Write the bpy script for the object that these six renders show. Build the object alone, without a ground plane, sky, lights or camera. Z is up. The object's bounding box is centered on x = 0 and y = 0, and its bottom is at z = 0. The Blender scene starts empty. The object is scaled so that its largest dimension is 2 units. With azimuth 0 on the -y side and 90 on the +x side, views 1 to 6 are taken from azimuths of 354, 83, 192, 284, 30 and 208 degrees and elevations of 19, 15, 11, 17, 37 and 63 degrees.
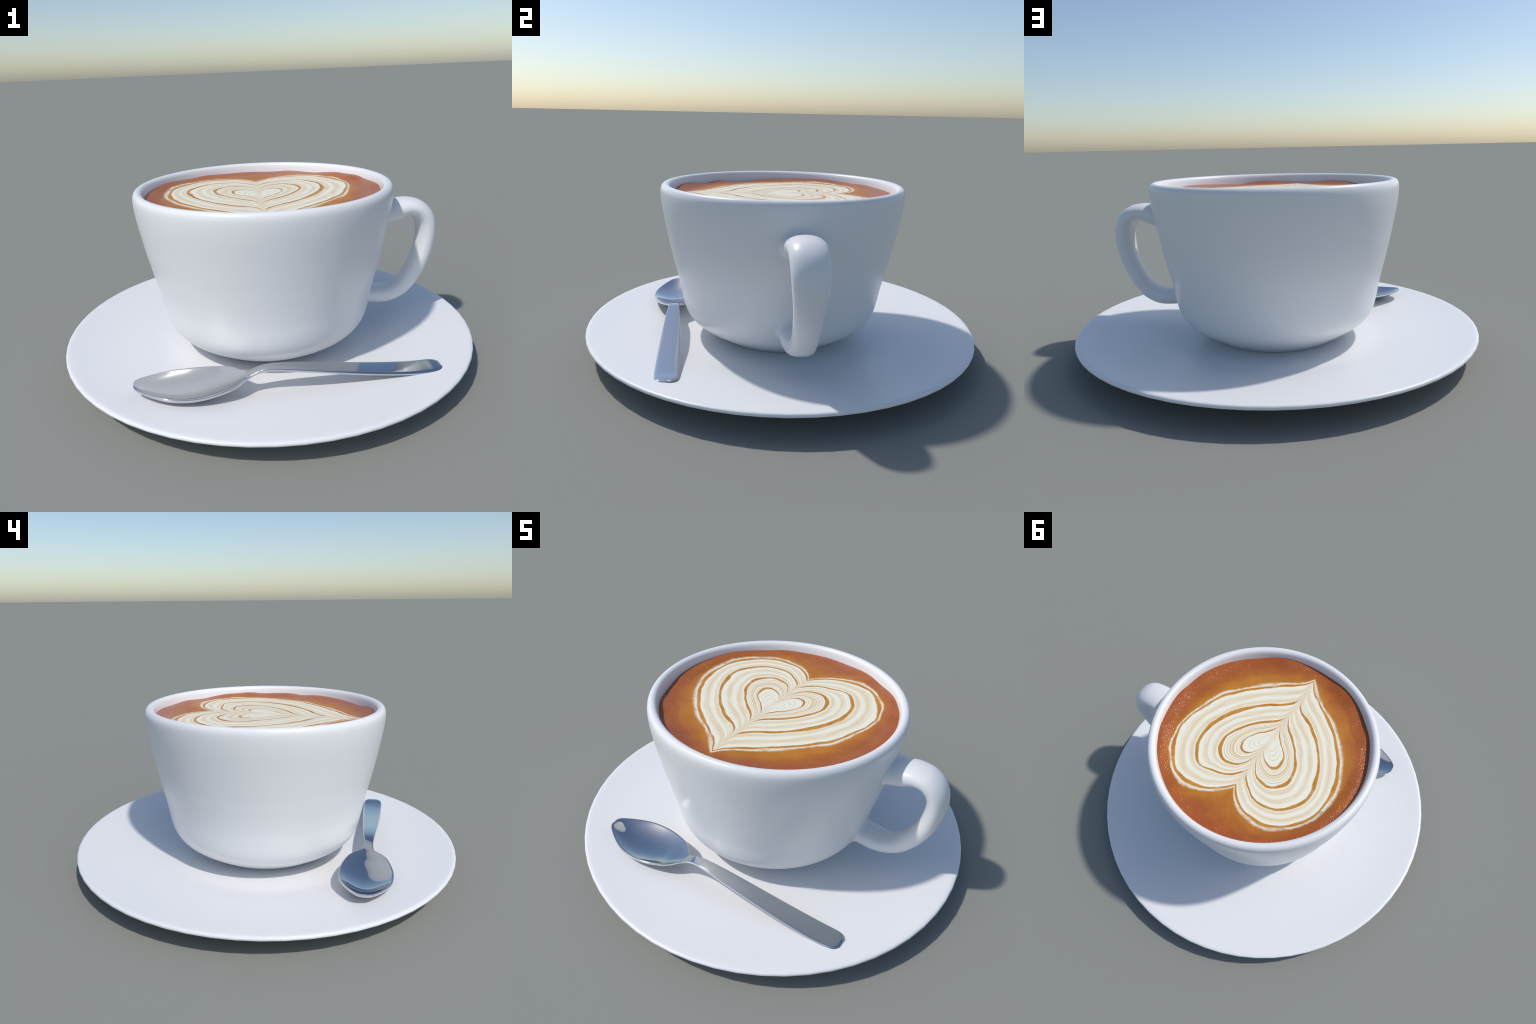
"""A white porcelain cup of latte with a poured heart, on a saucer, with a teaspoon beside it."""
import bpy
import math
import numpy as np

PI, TAU = math.pi, 2 * math.pi
COFFEE_Z = 0.787          # level of the drink


# ------------------------------------------------------------------ helpers
def catmull(points, per_span, closed=False):
    """Smooth curve through hand-placed control points."""
    P = np.array(points, float)
    n = len(P)
    if closed:
        idx = lambda i: P[i % n]
        spans = n
    else:
        ext = np.vstack([2 * P[0] - P[1], P, 2 * P[-1] - P[-2]])
        idx = lambda i: ext[i + 1]
        spans = n - 1
    out = []
    for i in range(spans):
        a, b, c, d = idx(i - 1), idx(i), idx(i + 1), idx(i + 2)
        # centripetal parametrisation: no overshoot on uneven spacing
        t0 = 0.0
        t1 = t0 + max(np.linalg.norm(b - a), 1e-6) ** 0.5
        t2 = t1 + max(np.linalg.norm(c - b), 1e-6) ** 0.5
        t3 = t2 + max(np.linalg.norm(d - c), 1e-6) ** 0.5
        for k in range(per_span):
            t = t1 + (t2 - t1) * k / per_span
            A1 = (t1 - t) / (t1 - t0) * a + (t - t0) / (t1 - t0) * b
            A2 = (t2 - t) / (t2 - t1) * b + (t - t1) / (t2 - t1) * c
            A3 = (t3 - t) / (t3 - t2) * c + (t - t2) / (t3 - t2) * d
            B1 = (t2 - t) / (t2 - t0) * A1 + (t - t0) / (t2 - t0) * A2
            B2 = (t3 - t) / (t3 - t1) * A2 + (t - t1) / (t3 - t1) * A3
            out.append((t2 - t) / (t2 - t1) * B1 + (t - t1) / (t2 - t1) * B2)
    if not closed:
        out.append(P[-1])
    return np.array(out)


def smooth_table(knots, x):
    """Monotone-ish smooth interpolation of a small table of (x, y) control points."""
    C = catmull(knots, 12)
    o = np.argsort(C[:, 0])
    return np.interp(x, C[o, 0], C[o, 1])


def make_object(name, verts, faces, material, parent=None, smooth=True):
    me = bpy.data.meshes.new(name)
    me.from_pydata([tuple(map(float, v)) for v in verts], [], faces)
    me.validate()
    if smooth:
        me.polygons.foreach_set("use_smooth", [True] * len(me.polygons))
    me.materials.append(material)
    me.update()
    ob = bpy.data.objects.new(name, me)
    bpy.context.scene.collection.objects.link(ob)
    if parent is not None:
        ob.parent = parent
    return ob


def make_empty(name, label, category):
    ob = bpy.data.objects.new(name, None)
    ob.empty_display_size = 0.1
    bpy.context.scene.collection.objects.link(ob)
    ob["label"], ob["category"] = label, category
    return ob


def lathe(profile, segments):
    """Revolve an (r, z) profile round z; points on the axis become single vertices."""
    verts, rings, faces = [], [], []
    for r, z in profile:
        if r < 1e-6:
            rings.append([len(verts)] * segments)
            verts.append((0, 0, z))
        else:
            rings.append(list(range(len(verts), len(verts) + segments)))
            verts += [(r * math.cos(TAU * k / segments), r * math.sin(TAU * k / segments), z) for k in range(segments)]
    for a, b in zip(rings, rings[1:]):
        for k in range(segments):
            q = [a[k], a[(k + 1) % segments], b[(k + 1) % segments], b[k]]
            f = list(dict.fromkeys(q))
            if len(f) > 2:
                faces.append(f)
    return verts, faces


# ------------------------------------------------------------------ node helper
class Nodes:
    def __init__(self, name):
        self.mat = bpy.data.materials.new(name)
        self.mat.use_nodes = True
        self.t = self.mat.node_tree
        self.bsdf = self.t.nodes["Principled BSDF"]

    def add(self, kind, **props):
        n = self.t.nodes.new(kind)
        for k, v in props.items():
            setattr(n, k, v)
        return n

    def put(self, socket, value):
        if isinstance(value, bpy.types.NodeSocket):
            self.t.links.new(value, socket)
        else:
            socket.default_value = value

    def math(self, op, a, b=0.0, clamp=False):
        n = self.add("ShaderNodeMath", operation=op, use_clamp=clamp)
        self.put(n.inputs[0], a)
        self.put(n.inputs[1], b)
        return n.outputs[0]

    def mix(self, fac, a, b):
        n = self.add("ShaderNodeMix", data_type="FLOAT")
        for i, v in zip((0, 2, 3), (fac, a, b)):
            self.put(n.inputs[i], v)
        return n.outputs[0]

    def mix_color(self, fac, a, b, blend="MIX"):
        n = self.add("ShaderNodeMix", data_type="RGBA", blend_type=blend)
        for i, v in zip((0, 6, 7), (fac, a, b)):
            self.put(n.inputs[i], v)
        return n.outputs[2]

    def ramp(self, fac, stops):
        n = self.add("ShaderNodeValToRGB")
        el = n.color_ramp.elements
        while len(el) < len(stops):
            el.new(0.5)
        for e, (p, c) in zip(el, stops):
            e.position, e.color = p, (*c, 1.0)
        self.put(n.inputs[0], fac)
        return n.outputs[0]

    def remap(self, v, a, b, c=0.0, d=1.0, smooth=True):
        n = self.add("ShaderNodeMapRange", interpolation_type="SMOOTHSTEP" if smooth else "LINEAR")
        for i, x in enumerate((v, a, b, c, d)):
            self.put(n.inputs[i], x)
        return n.outputs[0]

    def noise(self, vec, scale, detail=3.0, rough=0.5, dims="3D"):
        n = self.add("ShaderNodeTexNoise", noise_dimensions=dims)
        self.put(n.inputs["Vector"], vec)
        self.put(n.inputs["Scale"], scale)
        self.put(n.inputs["Detail"], detail)
        self.put(n.inputs["Roughness"], rough)
        return n.outputs[0]

    def vec(self, x, y, z=0.0):
        n = self.add("ShaderNodeCombineXYZ")
        for i, v in enumerate((x, y, z)):
            self.put(n.inputs[i], v)
        return n.outputs[0]

    def curve(self, v, points):
        """Float Curve through (position, value) control points, both in 0..1."""
        n = self.add("ShaderNodeFloatCurve")
        c = n.mapping.curves[0]
        while len(c.points) < len(points):
            c.points.new(0.5, 0.5)
        for p, (x, y) in zip(c.points, points):
            p.location, p.handle_type = (x, y), "AUTO_CLAMPED"
        n.mapping.update()
        self.put(n.inputs["Value"], v)
        return n.outputs[0]


def srgb(r, g, b):
    f = lambda c: c / 12.92 if c <= 0.04045 else ((c + 0.055) / 1.055) ** 2.4
    return tuple(f(c / 255) for c in (r, g, b))


# ------------------------------------------------------------------ materials
def porcelain():
    m = Nodes("white_porcelain")
    m.put(m.bsdf.inputs["Base Color"], (0.80, 0.80, 0.80, 1))
    m.put(m.bsdf.inputs["Roughness"], 0.31)
    m.put(m.bsdf.inputs["IOR"], 1.45)
    return m.mat


def polished_steel():
    m = Nodes("polished_steel")
    m.put(m.bsdf.inputs["Base Color"], (0.62, 0.62, 0.63, 1))
    m.put(m.bsdf.inputs["Metallic"], 1.0)
    m.put(m.bsdf.inputs["Roughness"], 0.06)
    return m.mat


# Nested heart outlines of the poured foam, outermost first.  Each is a polar curve about a
# point on the heart's axis: (angle from the cleft in degrees, radius in metres), for the
# half on the +x side and the half on the -x side.
HEARTS = [
    dict(plus=[(0, 0.337), (14, 0.439), (36, 0.524), (51, 0.521), (56, 0.516), (71, 0.490), (83, 0.454), (100, 0.418), (109, 0.408), (118, 0.387), (129, 0.373), (143, 0.373), (157, 0.381), (168, 0.401), (175, 0.422), (180, 0.464)],
         minus=[(0, 0.337), (7, 0.401), (16, 0.463), (26, 0.510), (34, 0.530), (47, 0.531), (59, 0.518), (78, 0.467), (99, 0.399), (116, 0.367), (131, 0.347), (150, 0.347), (166, 0.374), (172, 0.404), (180, 0.464)]),
    dict(plus=[(0, 0.320), (21, 0.450), (35, 0.500), (39, 0.506), (47, 0.505), (67, 0.484), (89, 0.421), (106, 0.386), (117, 0.368), (128, 0.354), (143, 0.345), (161, 0.365), (171, 0.391), (176, 0.409), (180, 0.445)],
         minus=[(0, 0.320), (14, 0.421), (23, 0.467), (28, 0.487), (39, 0.507), (45, 0.510), (55, 0.503), (78, 0.436), (103, 0.363), (131, 0.324), (143, 0.322), (150, 0.326), (159, 0.336), (166, 0.352), (173, 0.378), (180, 0.445)]),
    dict(plus=[(0, 0.214), (4, 0.241), (14, 0.301), (27, 0.351), (38, 0.388), (51, 0.378), (67, 0.349), (89, 0.290), (108, 0.253), (141, 0.226), (165, 0.237), (172, 0.254), (176, 0.273), (180, 0.360)],
         minus=[(0, 0.216), (3, 0.249), (12, 0.308), (19, 0.359), (29, 0.396), (40, 0.417), (51, 0.416), (57, 0.407), (84, 0.308), (106, 0.254), (118, 0.237), (138, 0.222), (165, 0.230), (171, 0.242), (176, 0.262), (178, 0.291), (180, 0.360)]),
    dict(plus=[(0, 0.110), (4, 0.128), (12, 0.198), (17, 0.226), (29, 0.261), (36, 0.268), (42, 0.267), (56, 0.248), (84, 0.177), (99, 0.146), (115, 0.127), (135, 0.117), (152, 0.114), (166, 0.123), (175, 0.149), (180, 0.210)],
         minus=[(0, 0.110), (6, 0.165), (14, 0.225), (26, 0.268), (31, 0.283), (36, 0.288), (48, 0.279), (54, 0.263), (79, 0.172), (92, 0.142), (107, 0.120), (130, 0.108), (144, 0.107), (160, 0.116), (172, 0.141), (178, 0.169), (180, 0.210)]),
    dict(plus=[(0, 0.036), (7, 0.055), (13, 0.094), (21, 0.135), (31, 0.157), (37, 0.160), (51, 0.147), (80, 0.093), (99, 0.073), (125, 0.060), (155, 0.065), (170, 0.080), (180, 0.103)],
         minus=[(0, 0.036), (5, 0.062), (13, 0.103), (29, 0.162), (35, 0.174), (41, 0.176), (47, 0.168), (86, 0.073), (104, 0.055), (139, 0.049), (163, 0.060), (173, 0.078), (180, 0.103)]),
]
HEART_Y = -0.035           # y of the polar centre, on the heart's axis


def latte():
    m = Nodes("latte_foam")
    co = m.add("ShaderNodeTexCoord").outputs["Object"]
    sep = m.add("ShaderNodeSeparateXYZ")
    m.put(sep.inputs[0], co)
    x0, y0 = sep.outputs[0], sep.outputs[1]
    flat = m.vec(x0, y0, 0.0)

    # slight wobble of every outline
    w1 = m.math("MULTIPLY", m.math("SUBTRACT", m.noise(flat, 9.0, 1.6), 0.5), 0.018)
    w2 = m.math("MULTIPLY", m.math("SUBTRACT", m.noise(m.vec(y0, x0, 3.7), 9.0, 1.6), 0.5), 0.018)
    x, y = m.math("ADD", x0, w1), m.math("ADD", y0, w2)

    axis = m.math("MAXIMUM", m.math("ADD", m.math("MULTIPLY", y, 0.062), -0.0165), -0.0345)
    u = m.math("SUBTRACT", x, axis)
    v = m.math("SUBTRACT", y, HEART_Y)
    au = m.math("ABSOLUTE", u)
    phi = m.math("DIVIDE", m.math("ARCTAN2", au, v), PI)
    rad = m.math("SQRT", m.math("ADD", m.math("MULTIPLY", u, u), m.math("MULTIPLY", v, v)))
    side = m.math("GREATER_THAN", u, 0.0)

    R = []
    for h in HEARTS:
        half = [m.math("MULTIPLY", m.curve(phi, [(a / 180, r / 0.6) for a, r in h[s]]), 0.6) for s in ("minus", "plus")]
        R.append(m.mix(side, half[0], half[1]))

    # heart level: <0 outside, 0 at the outermost outline, 1..4 at the brown lines, 5 at the centre
    level = m.math("MINIMUM", m.math("DIVIDE", m.math("SUBTRACT", R[0], rad), m.math("SUBTRACT", R[0], R[1])), 1.0)
    for a, b in ((R[1], R[2]), (R[2], R[3]), (R[3], R[4])):
        level = m.math("ADD", level, m.math("DIVIDE", m.math("SUBTRACT", a, rad), m.math("SUBTRACT", a, b), clamp=True))
    level = m.math("ADD", level, m.math("SUBTRACT", 1.0, m.math("DIVIDE", rad, R[4]), clamp=True))

    # streaks that run along the outlines
    along = m.math("ADD", phi, m.math("MULTIPLY", side, 7.3))
    streak = m.noise(m.vec(m.math("MULTIPLY", level, 7.0), m.math("MULTIPLY", along, 4.5), 0.0), 1.0, 2.0)
    streak_mid = m.noise(m.vec(m.math("MULTIPLY", level, 14.0), m.math("MULTIPLY", along, 7.0), 4.0), 1.0, 3.0)
    streak_fine = m.noise(m.vec(m.math("MULTIPLY", level, 30.0), m.math("MULTIPLY", along, 6.0), 9.0), 1.0, 2.0)
    lv = m.math("ADD", level, m.math("MULTIPLY", m.math("SUBTRACT", streak, 0.5), 0.22))
    grain = m.noise(flat, 240.0, 2.0)
    smudge = m.noise(flat, 11.0, 4.0, 0.6)

    white, beige, brown, tan, warm = srgb(240, 236, 213), srgb(229, 205, 164), srgb(187, 117, 32), srgb(214, 177, 118), srgb(236, 224, 196)
    outer = m.ramp(m.math("DIVIDE", lv, 3.0), [(p / 3, c) for p, c in (
        (0.0, warm), (0.8, warm), (1.0, white), (1.18, white), (1.33, beige), (1.44, beige), (1.55, white), (1.65, white), (1.75, beige), (1.84, beige), (1.92, white),
        (2.20, white), (2.33, beige), (2.42, beige), (2.51, white), (2.58, white), (2.67, beige), (2.79, beige), (2.88, white), (3.0, white))])
    outer = m.mix_color(m.remap(streak_mid, 0.48, 0.64, 0.0, 0.60), outer, (*white, 1))
    outer = m.mix_color(m.remap(streak_mid, 0.46, 0.30, 0.0, 0.22), outer, (*warm, 1))

    # thin tan threads between the two inner brown lines
    inner_stops = [(3.0, white), (3.18, white), (3.21, tan), (3.245, white), (3.31, white), (3.345, tan), (3.38, white), (3.44, warm), (3.475, tan),
                   (3.52, warm), (3.57, beige), (3.605, tan), (3.65, beige), (3.69, white), (3.76, white), (3.785, tan), (3.82, white), (3.865, white), (3.89, tan), (3.92, white), (5.0, white)]
    inner = m.ramp(m.math("DIVIDE", m.math("SUBTRACT", m.math("ADD", level, m.math("MULTIPLY", m.math("SUBTRACT", streak_fine, 0.5), 0.05)), 3.0), 2.0), [((p - 3) / 2, c) for p, c in inner_stops])
    ripple = m.math("SINE", m.math("MULTIPLY", m.math("ADD", level, m.math("MULTIPLY", streak, 0.10)), TAU / 0.165))
    ripple = m.math("MULTIPLY", m.remap(ripple, 0.35, 1.0, 0.0, 0.50), m.math("MULTIPLY", m.remap(level, 4.10, 4.18), m.remap(level, 4.80, 4.62)))
    inner = m.mix_color(ripple, inner, (*tan, 1))
    art = m.mix_color(m.math("GREATER_THAN", level, 3.0), outer, inner)

    # where the outlines crowd together on the axis the colours blur to beige
    crowd = m.math("MULTIPLY", m.remap(au, 0.002, 0.030, 0.70, 0.0), m.remap(level, 1.03, 1.12))
    crowd = m.math("MULTIPLY", crowd, m.remap(streak_fine, 0.3, 0.7, 0.35, 1.0))
    art = m.mix_color(crowd, art, (*srgb(226, 203, 162), 1))

    # the brown lines: of uneven width and strength, with ragged edges
    ragged = m.math("ADD", level, m.math("MULTIPLY", m.math("SUBTRACT", m.noise(flat, 30.0, 4.0, 0.6), 0.5), 0.055))
    swell = m.remap(m.noise(flat, 5.5, 2.0), 0.30, 0.70, 0.62, 1.35)
    lines = 0.0
    for k, half in ((1, 0.058), (2, 0.080), (3, 0.074), (4, 0.050)):
        d = m.math("SUBTRACT", ragged, float(k))
        d = m.math("MAXIMUM", d, m.math("MULTIPLY", d, -0.15 if k == 1 else -1.0))
        w = m.math("MULTIPLY", swell, half)
        lines = m.math("MAXIMUM", lines, m.remap(d, m.math("ADD", w, 0.022), m.math("SUBTRACT", w, 0.022)))
    lines = m.math("MULTIPLY", lines, m.remap(smudge, 0.28, 0.44, 0.55, 1.0))
    lines = m.math("MULTIPLY", lines, m.math("MAXIMUM", m.remap(au, 0.0, 0.022, 0.35, 1.0), m.remap(level, 1.1, 1.0)))
    art = m.mix_color(lines, art, m.mix_color(m.remap(m.noise(flat, 16.0, 2.0), 0.35, 0.65), (*brown, 1), (*srgb(197, 138, 56), 1)))

    # crema round the heart: amber beside the foam, red-brown at the wall
    rim = m.math("SQRT", m.math("ADD", m.math("MULTIPLY", x0, x0), m.math("MULTIPLY", y0, y0)))
    blot = m.math("SUBTRACT", m.noise(flat, 8.0, 6.0, 0.62), 0.5)
    swirl = m.math("SUBTRACT", m.noise(m.vec(m.math("MULTIPLY", level, 0.9), m.math("MULTIPLY", along, 3.0), 2.0), 1.5, 4.0), 0.5)
    near = m.remap(level, -4.0, 0.0, 0.0, 0.30)
    t = m.math("ADD", m.remap(rim, 0.57, 0.38, 0.04, 0.58), near)
    t = m.math("ADD", m.math("ADD", t, m.math("MULTIPLY", blot, 1.25)), m.math("MULTIPLY", swirl, 0.45))
    crema = m.ramp(t, [(0.0, srgb(154, 79, 38)), (0.22, srgb(160, 86, 39)), (0.45, srgb(168, 95, 36)), (0.70, srgb(178, 108, 34)), (1.0, srgb(188, 121, 42))])

    edge = m.math("ADD", level, m.math("MULTIPLY", m.math("SUBTRACT", m.noise(flat, 45.0, 3.0), 0.5), 0.50))
    cover = m.remap(edge, -0.30, 0.40)
    cover = m.math("MULTIPLY", cover, m.math("MAXIMUM", m.remap(smudge, 0.36, 0.54, 0.45, 1.0), m.remap(level, 0.75, 0.95)))
    base = m.mix_color(cover, crema, art)
    base = m.mix_color(0.35, base, m.mix_color(m.remap(grain, 0.3, 0.7), (0.55, 0.55, 0.55, 1), (1, 1, 1, 1)), "SOFT_LIGHT")
    m.put(m.bsdf.inputs["Base Color"], base)

    bump = m.add("ShaderNodeBump")
    m.put(bump.inputs["Strength"], m.remap(rim, 0.40, 0.53, 0.22, 0.90))
    m.put(bump.inputs["Distance"], 0.003)
    m.put(bump.inputs["Height"], m.noise(flat, 175.0, 1.0))
    m.put(m.bsdf.inputs["Normal"], bump.outputs[0])
    m.put(m.bsdf.inputs["Roughness"], m.remap(rim, 0.40, 0.54, 0.45, 0.16))
    m.put(m.bsdf.inputs["IOR"], 1.40)
    return m.mat


CHINA, STEEL, LATTE = porcelain(), polished_steel(), latte()

# ------------------------------------------------------------------ saucer
SAUCER = [(0.0, 0.047), (0.2, 0.0468), (0.36, 0.0466), (0.48, 0.0468), (0.53, 0.0480), (0.58, 0.0545), (0.635, 0.0640), (0.70, 0.0745), (0.80, 0.0895), (0.88, 0.1012), (0.94, 0.110),
          (0.975, 0.1148), (0.990, 0.1153), (0.9975, 0.1120), (1.0, 0.1060), (0.998, 0.0995), (0.988, 0.0955), (0.95, 0.0905), (0.85, 0.076), (0.74, 0.060), (0.65, 0.045), (0.585, 0.030),
          (0.560, 0.012), (0.550, 0.002), (0.538, 0.0), (0.512, 0.0), (0.500, 0.003), (0.490, 0.012), (0.470, 0.020), (0.3, 0.022), (0.0, 0.022)]
saucer_profile = catmull(SAUCER, 3)
saucer_profile[:, 1] = np.maximum(saucer_profile[:, 1], 0.0)
v, f = lathe(saucer_profile, 64)
saucer = make_object("saucer", v, [p[::-1] for p in f], CHINA)
saucer["label"], saucer["category"] = "plain round white porcelain saucer with shallow sloping rim", "saucer"

# ------------------------------------------------------------------ cup
cup = make_empty("cup", "white porcelain coffee cup full of latte with heart foam art", "coffee cup")

OUTER = [(0.0, 0.056), (0.26, 0.056), (0.283, 0.0535), (0.292, 0.0475), (0.310, 0.0475), (0.322, 0.054), (0.342, 0.068), (0.366, 0.081), (0.396, 0.100), (0.427, 0.120), (0.453, 0.140),
         (0.472, 0.160), (0.486, 0.180), (0.496, 0.200), (0.503, 0.220), (0.508, 0.240), (0.516, 0.280), (0.5225, 0.320), (0.531, 0.360), (0.540, 0.400), (0.552, 0.450), (0.563, 0.500),
         (0.572, 0.540), (0.580, 0.580), (0.5875, 0.620), (0.595, 0.660), (0.602, 0.700), (0.608, 0.740), (0.6115, 0.775)]
LIP = [(0.6125, 0.800), (0.6110, 0.818), (0.6060, 0.8305), (0.5980, 0.8385), (0.588, 0.841), (0.578, 0.8385), (0.5705, 0.8315), (0.566, 0.820), (0.562, 0.800)]
INNER = [(0.556, 0.770), (0.545, 0.710), (0.526, 0.610), (0.508, 0.500), (0.486, 0.380), (0.466, 0.270), (0.445, 0.200), (0.405, 0.150), (0.34, 0.122), (0.2, 0.112), (0.0, 0.110)]
profile = catmull(OUTER + LIP + INNER, 3)
v, f = lathe(profile, 96)
body = make_object("cup_body", v, [p for p in f], CHINA, cup)

wall_z = np.array([p[1] for p in OUTER[4:]])
wall_r = np.array([p[0] for p in OUTER[4:]])


def cup_radius(z):
    return float(np.interp(z, wall_z, wall_r))


def cup_normal(p):
    rho = math.hypot(p[0], p[1])
    s = (cup_radius(p[2] + 0.01) - cup_radius(p[2] - 0.01)) / 0.02
    n = np.array([p[0] / rho, p[1] / rho, -s])
    return n / np.linalg.norm(n)


# handle: a broad rounded strap swept along a loop in the xz plane, flared where it meets the wall
# columns: x, z, half thickness, half width, squareness of the section
HANDLE = [(0.655, 0.6610, 0.0525, 0.0850, 2.2), (0.690, 0.6725, 0.0485, 0.0840, 2.15), (0.725, 0.6755, 0.0445, 0.0825, 2.1), (0.760, 0.6680, 0.0445, 0.0815, 2.1), (0.791, 0.6465, 0.0455, 0.0805, 2.1),
          (0.813, 0.6150, 0.0455, 0.0790, 2.1), (0.8245, 0.5740, 0.0455, 0.0765, 2.15), (0.8260, 0.5250, 0.0450, 0.0715, 2.2), (0.8175, 0.4610, 0.0440, 0.0650, 2.2), (0.797, 0.3960, 0.0430, 0.0600, 2.3),
          (0.767, 0.3340, 0.0425, 0.0570, 2.4), (0.729, 0.2790, 0.0415, 0.0560, 2.5), (0.686, 0.2420, 0.0400, 0.0580, 2.7), (0.641, 0.2240, 0.0395, 0.0630, 2.8), (0.600, 0.2210, 0.0405, 0.0690, 2.7), (0.570, 0.2235, 0.0420, 0.0735, 2.6)]
path = catmull(HANDLE, 5)
NS = 40


def cross_section(h, w, square):
    """Superellipse, as (radial, sideways) offsets."""
    out = []
    for k in range(NS):
        a = TAU * k / NS
        c, s = math.cos(a), math.sin(a)
        e = 2.0 / square
        out.append((h * math.copysign(abs(c) ** e, c), w * math.copysign(abs(s) ** e, s)))
    return out


def handle_ring(i):
    x, z, h, w, square = path[i]
    a, b = path[max(i - 1, 0)], path[min(i + 1, len(path) - 1)]
    tx, tz = b[0] - a[0], b[1] - a[1]
    L = math.hypot(tx, tz)
    tx, tz = tx / L, tz / L
    out = np.array([-tz, 0, tx])          # points away from the loop's inside
    return [np.array([x, 0, z]) + out * o + np.array([0, s, 0]) for o, s in cross_section(h, w, square)], np.array([tx, 0, tz])


def hit_wall(p, d):
    t = 0.0
    for _ in range(400):
        q = p + d * t
        if math.hypot(q[0], q[1]) <= cup_radius(q[2]):
            break
        t += 0.0005
    return t


def flare(ring, direction, fillet, steps):
    """Rings that run from `ring` straight to the cup wall and spread out to meet it smoothly."""
    centre = sum(ring) / len(ring)
    hits = [hit_wall(p, direction) for p in ring]
    rings = []
    for s in range(1, steps + 1):
        t = 1 - (1 - s / steps) ** 1.6
        r = []
        for p, hit in zip(ring, hits):
            d = hit * (1 - t)
            e = fillet * (1 - math.sqrt(max(0.0, 1 - (1 - d / fillet) ** 2))) if d < fillet else 0.0
            o = p - centre
            o = o - direction * np.dot(o, direction)
            q = p + direction * hit * t + o / np.linalg.norm(o) * e
            rho = math.hypot(q[0], q[1])
            if s == steps or rho < cup_radius(q[2]):      # sit on the wall
                k = (cup_radius(q[2]) - 0.0003) / rho
                q = np.array([q[0] * k, q[1] * k, q[2]])
            r.append(q)
        rings.append(r)
    return rings


rings = []
first, t0 = handle_ring(0)
last, t1 = handle_ring(len(path) - 1)
top_flare = flare(first, np.array([-1.0, 0, -0.27]) / math.hypot(1, 0.27), 0.018, 14)
low_flare = flare(last, np.array([-1.0, 0, 0.10]) / math.hypot(1, 0.10), 0.020, 14)
rings += top_flare[::-1]
rings += [handle_ring(i)[0] for i in range(len(path))]
rings += low_flare
verts = [p for r in rings for p in r]
faces = [[i * NS + k, i * NS + (k + 1) % NS, (i + 1) * NS + (k + 1) % NS, (i + 1) * NS + k] for i in range(len(rings) - 1) for k in range(NS)]
handle = make_object("handle", verts, faces, CHINA, cup)
me = handle.data
normals = [np.array(n.vector) for n in me.vertex_normals]
centre_line = np.array([sum(r) / NS for r in rings])
if np.dot(normals[20 * NS], verts[20 * NS] - centre_line[20]) < 0:
    me.flip_normals()
    normals = [np.array(n.vector) for n in me.vertex_normals]
for ring_i, k in [(0, 1.0), (1, 0.75), (2, 0.35), (len(rings) - 1, 1.0), (len(rings) - 2, 0.75), (len(rings) - 3, 0.35)]:
    for j in range(NS):
        i = ring_i * NS + j
        n = normals[i] * (1 - k) + cup_normal(verts[i]) * k
        normals[i] = n / np.linalg.norm(n)
me.normals_split_custom_set_from_vertices([tuple(n) for n in normals])

# coffee: a nearly level disc whose foam climbs unevenly where it clings to the wall
EDGE = [(-175, 0.793), (-167, 0.785), (-157, 0.785), (-146, 0.796), (-137, 0.789), (-130, 0.795), (-121, 0.804), (-112, 0.804), (-102, 0.792), (-94, 0.791), (-83, 0.797), (-73, 0.803), (-64, 0.796),
        (-56, 0.789), (-48, 0.791), (-37, 0.796), (-29, 0.799), (-20, 0.800), (-11, 0.795), (-3, 0.803), (5, 0.802), (14, 0.801), (22, 0.809), (30, 0.806), (37, 0.806), (45, 0.799), (53, 0.792), (66, 0.798),
        (79, 0.794), (91, 0.797), (107, 0.797), (118, 0.801), (125, 0.798), (135, 0.801), (147, 0.806), (158, 0.802), (167, 0.799)]
ring_z = catmull([(a, z * 1000) for a, z in EDGE] + [(185, 793.0), (193, 785.0)], 4)
NA = 192
ang = np.arange(NA) * TAU / NA
deg = (np.degrees(ang) + 175) % 360 - 175
edge_z = np.interp(deg, ring_z[:, 0], ring_z[:, 1] / 1000) - 0.001
fat_lip = np.exp(-(((deg - 168 + 180) % 360 - 180) / 30.0) ** 2)       # the foam rolls over towards the wall on one side
radii = np.concatenate([[0.0], np.linspace(0.04, 0.46, 14), np.linspace(0.47, 0.568, 26)])
verts, faces = [], []
for r in radii:
    t = min(max((r - 0.475) / 0.087, 0.0), 1.0)
    lift = t * t * (3 - 2 * t)
    bulge = 0.0055 * math.sin(PI * t) ** 2
    for k in range(NA if r > 0 else 1):
        z = COFFEE_Z + (edge_z[k] - COFFEE_Z) * lift + bulge * fat_lip[k] + 0.0010 * math.sin(9 * r * math.cos(ang[k]) + 1) * math.sin(8 * r * math.sin(ang[k]))
        verts.append((r * math.cos(ang[k]), r * math.sin(ang[k]), z))
for k in range(NA):
    faces.append([0, 1 + k, 1 + (k + 1) % NA])
for i in range(len(radii) - 2):
    a, b = 1 + i * NA, 1 + (i + 1) * NA
    for k in range(NA):
        faces.append([a + k, b + k, b + (k + 1) % NA, a + (k + 1) % NA])
coffee = make_object("coffee", verts, faces, LATTE, cup)

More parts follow.
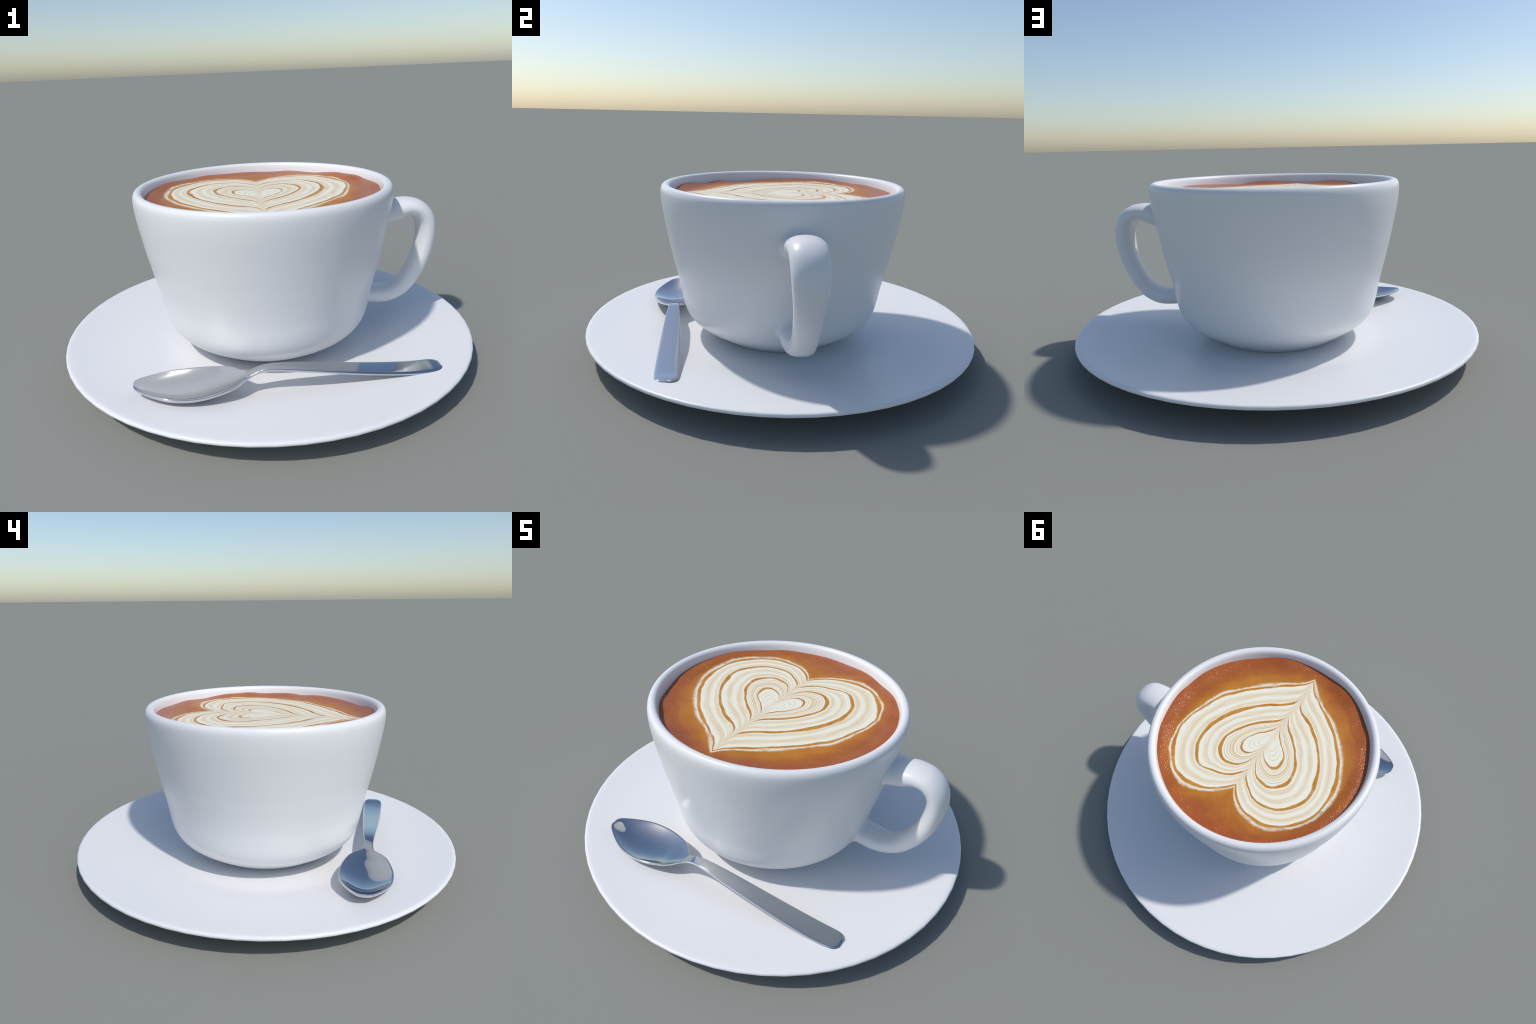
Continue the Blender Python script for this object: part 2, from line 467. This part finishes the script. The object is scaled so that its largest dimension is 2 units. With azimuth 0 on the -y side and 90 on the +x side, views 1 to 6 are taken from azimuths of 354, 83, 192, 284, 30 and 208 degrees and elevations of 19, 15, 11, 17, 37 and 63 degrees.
# ------------------------------------------------------------------ spoon
spoon = make_empty("spoon", "small polished steel teaspoon with oval bowl and flat handle", "teaspoon")
SPOON_Y = -0.565
HALF_WIDTH = [(-0.6255, 0.020), (-0.623, 0.029), (-0.616, 0.0385), (-0.602, 0.0510), (-0.585, 0.0630), (-0.566, 0.0755), (-0.520, 0.1000), (-0.470, 0.119), (-0.420, 0.1265), (-0.370, 0.1275), (-0.320, 0.121), (-0.280, 0.111),
              (-0.242, 0.0980), (-0.222, 0.0875), (-0.205, 0.0745), (-0.189, 0.0590), (-0.174, 0.0420), (-0.161, 0.0315), (-0.148, 0.0270), (-0.130, 0.0245), (-0.100, 0.0250), (-0.05, 0.0285), (0.02, 0.0335), (0.10, 0.0385), (0.20, 0.0435),
              (0.32, 0.0485), (0.45, 0.0525), (0.56, 0.0545), (0.62, 0.0540), (0.648, 0.0515), (0.664, 0.0465), (0.675, 0.0390), (0.681, 0.030)]
RIM_Z = [(-0.640, 0.153), (-0.600, 0.1485), (-0.550, 0.1420), (-0.500, 0.1370), (-0.450, 0.1340), (-0.400, 0.1325), (-0.350, 0.1335), (-0.300, 0.1365), (-0.250, 0.1405), (-0.210, 0.1430), (-0.175, 0.1440), (-0.160, 0.1452),
         (-0.143, 0.1520), (-0.125, 0.1610), (-0.100, 0.1690), (-0.065, 0.1735), (-0.020, 0.1715), (0.06, 0.1625), (0.19, 0.1450), (0.36, 0.1235), (0.48, 0.1115), (0.56, 0.1065), (0.62, 0.1065), (0.665, 0.1100), (0.685, 0.1120)]
DEPTH = [(-0.640, 0.0), (-0.620, 0.004), (-0.580, 0.0165), (-0.530, 0.0270), (-0.470, 0.0325), (-0.410, 0.0345), (-0.350, 0.0330), (-0.290, 0.0290), (-0.240, 0.0210), (-0.205, 0.0150), (-0.178, 0.0075), (-0.155, 0.0015), (-0.125, 0.0), (0.0, -0.0004), (0.7, -0.0012)]
THICK = [(-0.640, 0.0150), (-0.55, 0.0165), (-0.40, 0.0180), (-0.25, 0.0165), (-0.18, 0.0150), (-0.14, 0.0145), (-0.09, 0.0145), (0.0, 0.0135), (0.2, 0.0130), (0.5, 0.0130), (0.69, 0.0130)]
BEVEL = [(-0.640, 0.0120), (-0.40, 0.0115), (-0.25, 0.0105), (-0.18, 0.0070), (-0.12, 0.0060), (0.10, 0.0060), (0.40, 0.0170), (0.69, 0.0170)]   # width of the rolled top edge
NECK_X = -0.150
xs = np.concatenate([np.linspace(-0.6255, -0.60, 12), np.linspace(-0.594, -0.20, 52), np.linspace(-0.195, -0.03, 42), np.linspace(-0.02, 0.60, 44), np.linspace(0.608, 0.681, 18)])
xs = np.sort(np.append(xs[np.abs(xs - NECK_X) > 0.0012], NECK_X))
hw, rim_z, depth, thick, bevel = (smooth_table(T, xs) for T in (HALF_WIDTH, RIM_Z, DEPTH, THICK, BEVEL))
NW = 44                                     # points across one face
s_across = [math.sin(PI / 2 * (-1 + 2 * k / NW)) for k in range(NW + 1)]


def spoon_section(x, h, z, d, t, shrink=1.0, bevel=0.0):
    """Closed loop: over the top from -y to +y, back underneath."""
    e_low = min(t / 2, h * 0.5)             # rounded edge
    e_top = min(max(t / 2, bevel), h * 0.6)
    top, low = [], []
    for s in s_across:
        yy = s * h
        g, gl = (math.sqrt(max(0.0, 1 - (max(0.0, abs(yy) - (h - e)) / e) ** 2.8)) * t / 2 * shrink for e in (e_top, e_low))
        mid = z - t / 2 - d * (1 - abs(s) ** 2.0)
        top.append((x, SPOON_Y + yy, mid + g))
        low.append((x, SPOON_Y + yy, mid - gl))
    return top + low[-2:0:-1]


loops = []
# rounded tip and rounded end are short caps of shrinking sections
cap = [math.radians(a) for a in (84, 66, 48, 32, 16)]
for a in cap:
    loops.append(spoon_section(xs[0] - 0.003 * math.sin(a) , hw[0] * (0.55 + 0.45 * math.cos(a)), rim_z[0], 0.0, thick[0], math.cos(a)))
for x, h, z, d, t, b in zip(xs, hw, rim_z, depth, thick, bevel):
    end = min(max((x - 0.632) / 0.054, 0.0), 1.0)          # the handle's end is rolled over
    roll = math.sqrt(1 - end * end)
    loops.append(spoon_section(x, h, z, d, t, max(roll, 0.35), b))
for a in cap[::-1]:
    loops.append(spoon_section(xs[-1] + 0.005 * math.sin(a), hw[-1] * (0.55 + 0.45 * math.cos(a)), rim_z[-1], 0.0, thick[-1], 0.5 * math.cos(a)))
NL = len(loops[0])
sv = [p for l in loops for p in l]
sf = [[i * NL + k, (i + 1) * NL + k, (i + 1) * NL + (k + 1) % NL, i * NL + (k + 1) % NL] for i in range(len(loops) - 1) for k in range(NL)]
sf.append(list(range(NL)))
sf.append(list(range((len(loops) - 1) * NL, len(loops) * NL))[::-1])

whole = bpy.data.meshes.new("spoon_whole")
whole.from_pydata(sv, [], sf)
whole.polygons.foreach_set("use_smooth", [True] * len(sf))
whole.update()
spoon_normals = [np.array(n.vector) for n in whole.vertex_normals]
mid_i = (len(loops) // 2) * NL + NW // 2
flip = spoon_normals[mid_i][2] < 0
if flip:
    spoon_normals = [-n for n in spoon_normals]
bpy.data.meshes.remove(whole)


def spoon_part(name, keep):
    chosen = [p for p in sf if keep(sum(sv[i][0] for i in p) / len(p))]
    used = sorted({i for p in chosen for i in p})
    new = {i: n for n, i in enumerate(used)}
    ob = make_object(name, [sv[i] for i in used], [[new[i] for i in (p[::-1] if flip else p)] for p in chosen], STEEL, spoon)
    ob.data.normals_split_custom_set_from_vertices([tuple(spoon_normals[i]) for i in used])
    return ob


spoon_part("spoon_bowl", lambda x: x < NECK_X)
spoon_part("spoon_handle", lambda x: x >= NECK_X)
